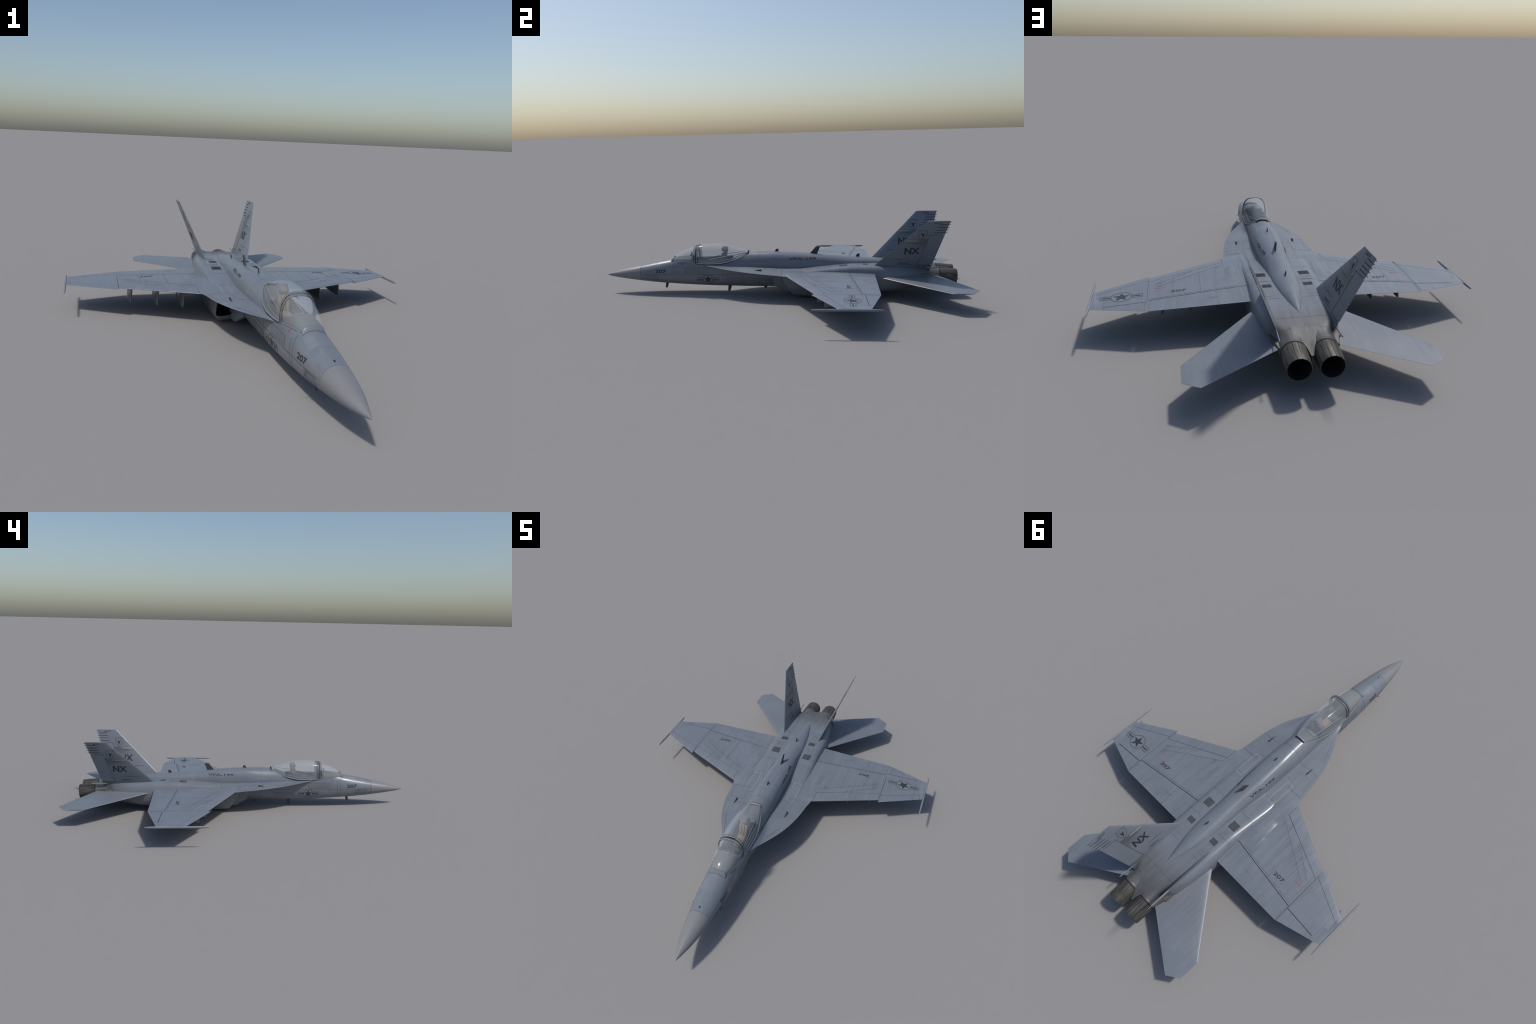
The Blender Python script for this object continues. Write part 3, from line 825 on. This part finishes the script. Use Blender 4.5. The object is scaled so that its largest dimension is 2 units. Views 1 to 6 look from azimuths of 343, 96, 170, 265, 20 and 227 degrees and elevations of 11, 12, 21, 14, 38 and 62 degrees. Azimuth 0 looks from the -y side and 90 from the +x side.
# --- upper surfaces
soft, hard, white, red, grime = [], [], [], [], []
def top_line(bucket, pts, w=.0012, closed=False):
    for s in (1, -1): bucket.append(ribbon([(s * a, b) for a, b in pts], w, closed=closed))
top_line(soft, [(.067, -.117), (.186, -.117)])
top_line(soft, [(.0750, -.385), (.1393, -.204)], .0014)
top_line(soft, [(.104, -.080), (.171, -.080), (.193, .018)], .0010)
top_line(hard, [(.193, .018), (.115, .0195)], .0014)
top_line(soft, [(.115, .0195), (.104, -.080)], .0011)
top_line(soft, [(.074, -.017), (.100, -.017)], .0016)
top_line(soft, [(.066, .125), (.140, .125)], .0013)
top_line(soft, [(.061, .272), (.138, .272)], .0013)
top_line(soft, [(.056, .4235), (.138, .4235)], .0013)
top_line(soft, [(.047, .5745), (.095, .5745)], .0016)
top_line(hard, [(.004, .7235), (.090, .7245)], .0010)
top_line(hard, [(.004, .7860), (.045, .788), (.082, .793)], .0011)
top_line(soft, [(.0300, .655), (.0300, .722)], .0008)
for x in (.036, .0527, .072): top_line(hard, [(x, .797), (x, .838)], .0008)
top_line(soft, [(.100, .585), (.0985, .66), (.093, .72)], .0009)
top_line(soft, [(.3212, .190), (.3212, .385)], .0012)
top_line(soft, [(.4295, .259), (.4295, .402)], .0012)
top_line(soft, [(.2156, .1441), (.4903, .3109)], .0016)
top_line(soft, [(.3486, .1829), (.4959, .2825)], .0013)
top_line(soft, [(.1805, .3700), (.373, .3960), (.510, .4145)], .0013)
top_line(soft, [(.158, .17), (.150, .24), (.147, .30)], .0010)
top_line(soft, [(.530, .4450), (.530, .5035)], .0008)
top_line(soft, [(.515, .434), (.515, .509)], .0008)
top_line(soft, [(.160, .387), (.160, .508)], .0008)
top_line(hard, [(.153, .3765), (.5175, .4250)], .0030)
top_line(hard, [(.5220, .206), (.5220, .254)], .0024)
top_line(soft, [(.5222, .254), (.5222, .508)], .0012)
for s in (1, -1):
    for k in range(7):     # broken grime patches ahead of the flap hinge
        x = .20 + .3 * k / 7 + random.uniform(-.01, .01); y = lerp(.3700, .4145, (x - .18) / .33)
        grime.append(fill(rect(s * x - .008, y - .0020, s * x + .012, y + .0016), .01))
    white.append(ribbon([(s * .0943, .0), (s * .1290, .0), (s * .1300, .137), (s * .0940, .137)], .0022, closed=True))
    grime.append(fill(rect(*sorted((s * .0690, s * .1070))[:1], .371, sorted((s * .0690, s * .1070))[1], .420), .008))
    grime.append(fill(rect(sorted((s * .0630, s * .0960))[0], .482, sorted((s * .0630, s * .0960))[1], .555), .008))
    red.append(fill(rect(*sorted((s * .456, s * .502))[:1], .3240, sorted((s * .456, s * .502))[1], .3265), .02))
    soft.append(ribbon([(s * .262, .4488), (s * .294, .4488)], .0022))
decal('panel_seam', TOPP, soft, M_LINESOFT, 'stuff')
decal('hinge_gap_line', TOPP, hard, M_LINE, 'stuff')
decal('walkway_outline', TOPP, white, M_WHITE, 'stuff')
decal('vent_wash', TOPP, grime, M_SHADE, 'stuff')
decal('warning_stripe', TOPP, red, M_RED, 'stuff')
decal('repaint_patch', TOPP, [fill([(-.0128, -.6400), (-.0415, -.6360), (-.0435, -.6910), (-.0165, -.6930)], .006)], M_PATCH)
decal('nose_vent', TOPP, [fill(rect(-.0055, -.778, -.0005, -.768), .01)], M_GAP)
n207 = text('207', .0605, .0190, .028)
for x in (-.3985, .4060): decal('wing_number', TOPR, [shift(n207, -x, -.3635)], M_MARKSOFT)
solid, lines = insignia(.0388, .0786, .0128, .0022)
decal('wing_insignia_star', TOPR, [shift(g, -.6195, -.3720) for g in solid], M_MARK)
decal('wing_insignia_outline', TOPR, [shift(g, -.6195, -.3720) for g in lines], M_MARKSOFT)
# louvred vents on the nacelle decks, slots laid on as flat black strips
for y0, y1, x0, x1, n in ((.3262, .3688, .0668, .1090, 8), (.4512, .4800, .0608, .0964, 6)):
    for s in (1, -1):
        g = []
        for k in range(n):
            yc = lerp(y0, y1, (k + .5) / n); h = (y1 - y0) / n * .30
            g.append(fill(rect(min(s * x0, s * x1), yc - h, max(s * x0, s * x1), yc + h), .01))
        decal('vent_slot_strip', TOPP, g, M_GAP, 'stuff')

# --- flanks
for s in (1, -1):
    S = side(s)
    k = s                                              # a = s*y
    def L(pts, w=.0012, closed=False): return ribbon([(k * a, b) for a, b in pts], w, closed=closed)
    g = [L([(-.7755, .111), (-.045, .112)]), L([(-.598, .184), (-.598, .060)], .0014), L([(-.5775, .162), (-.579, .060)], .0013),
         L(rect(-.5319, .1203, -.4001, .1504), .0011, True), L(rect(-.2963, .0580, -.1936, .0934), .0011, True), L(rect(-.7597, .0806, -.6907, .1063), .0011, True),
         L([(-.3145, .145), (-.3145, .055)], .0013), L([(-.114, .135), (-.114, .05)], .0014)]
    S.l = LIFT + .0003; decal('fuselage_seam', S, g, M_LINESOFT, 'stuff'); S.l = LIFT
    decal('side_panel', S, [fill(rect(min(k * -.5319, k * -.4001), .1203, max(k * -.5319, k * -.4001), .1504), .006), fill(rect(min(k * -.2963, k * -.1936), .0580, max(k * -.2963, k * -.1936), .0934), .006), fill(rect(min(k * -.7597, k * -.6907), .0806, max(k * -.7597, k * -.6907), .1063), .006)], M_PANEL)
    decal('nose_number', S, [shift(text('207', .063, .0205, .03), k * -.669, .1290)], M_MARK)
    solid, lines = insignia(.0278, .0605, .0098, .0021)
    decal('fuselage_insignia_star', S, [shift(q, k * -.401, .0845) for q in solid], M_MARK)
    decal('fuselage_insignia_outline', S, [shift(q, k * -.401, .0845) for q in lines], M_MARKSOFT)
    decal('warning_triangle', S, [fill([(k * -.5455, .1790), (k * -.5385, .1670), (k * -.5535, .1670)])], M_RED)
    decal('squadron_lettering', side(s, .12), [shift(text('VFA-199', .152, .0122, .028), k * .1265, .1985)], M_MARKSOFT)
    decal('formation_strip', side(s, .12), [fill(rect(min(k * -.142, k * -.068), .1748, max(k * -.142, k * -.068), .1774))], M_YEL)
    decal('fuselage_seam', side(s, .12), [L([(-.117, .160), (-.117, .215)], .0013)], M_LINESOFT, 'stuff')
decal('fuselage_seam', TOPP, [ribbon([(-.040, .0), (.040, .0)], .0008, .004), ribbon([(-.036, .115), (.036, .115)], .0008, .004), ribbon([(-.030, .30), (.030, .30)], .0008, .004),
     ribbon([(-.034, -.700), (.034, -.700)], .0007, .004), ribbon([(.0, -.775), (.0, -.70)], .0007), ribbon([(.014, -.115), (.014, .16)], .0007), ribbon([(-.014, -.115), (-.014, .16)], .0007)], M_SHADE, 'stuff')
decal('fuselage_seam', TOPP, [ribbon([(-.045, -.117), (.045, -.117)], .0013, .004), ribbon([(-.034, -.598), (-.030, -.605)], .0012)], M_LINESOFT, 'stuff')

for s in (1, -1):
    g = []
    for i in range(7):
        for j in range(5):
            y, z = .155 + .0075 * i, .080 + .0085 * j
            g.append(fill(rect(min(s * y, s * (y + .0048)), z, max(s * y, s * (y + .0048)), z + .0050), .02))
    decal('bleed_grille', side(s, .19, T_FLANK), g, M_GAP, 'stuff')

# --- fins: both faces carry the same markings
for s in (1, -1):
    for inner in (False, True):
        P = fin_plane(s, inner); k = s * (-1 if inner else 1)
        decal('tail_code', P, [shift(text('NX', .079, .0375, .035, .02), k * .7015, .2573)], M_MARK)
        decal('tail_lettering', P, [shift(text('NAVY', .055, .0078, .035, .02), k * .6625, .1880)], M_MARKSOFT)
        decal('tail_number', P, [shift(text('207', .041, .0085, .015, .02), k * .8205, .4108)], M_MARKSOFT)
        sh = [(.7255, .3732), (.7698, .3732), (.7700, .3465), (.7620, .3340), (.7488, .3228), (.7345, .3340), (.7255, .3465)]
        decal('badge_outline', P, [ribbon([(k * a, b) for a, b in sh], .0016, .02, True)], M_MARKSOFT)
        ar = [(.7380, .3592), (.7486, .3520), (.7588, .3592), (.7488, .3305)]
        dots = [ring2(k * a, .3665, .0017, 10) for a in (.7335, .7618)]
        decal('badge_arrow', P, [fill([(k * a, b) for a, b in ar], .02)] + [fill(d, .02) for d in dots], M_MARK)
        bars = []
        for a, b, z in ((.8249, .8752, .4015), (.8175, .8710, .3868), (.8104, .8669, .3725), (.8040, .8629, .3583)):
            bars.append(fill(rect(min(k * a, k * b), z - .0016, max(k * a, k * b), z + .0016), .02))
        for a, b, z, h in ((.664, .756, .3027, .0013), (.585, .695, .2105, .0014)):
            m_ = (a + b) / 2
            bars.append(fill([(k * a, z), (k * m_, z - h), (k * b, z), (k * m_, z + h)], .03))
        decal('fin_stripe', P, bars, M_MARK, 'stuff')
        decal('rudder_gap_line', P, [ribbon([(k * .8660 - k * .0075, .3448), (k * .7866, .3448), (k * .7325, .1750), (k * .8105, .1750)], .0020, .02)], M_LINE, 'stuff')  # dark ribbon drawn along the rudder outline to mark its gap
        decal('formation_strip', P, [fill(rect(min(k * .667, k * .726), .3118, max(k * .667, k * .726), .3162), .03)], M_YEL)
        decal('stencil_line', P, [ribbon([(k * .620, .1785), (k * .703, .1785)], .0016)], M_MARKSOFT, 'stuff')
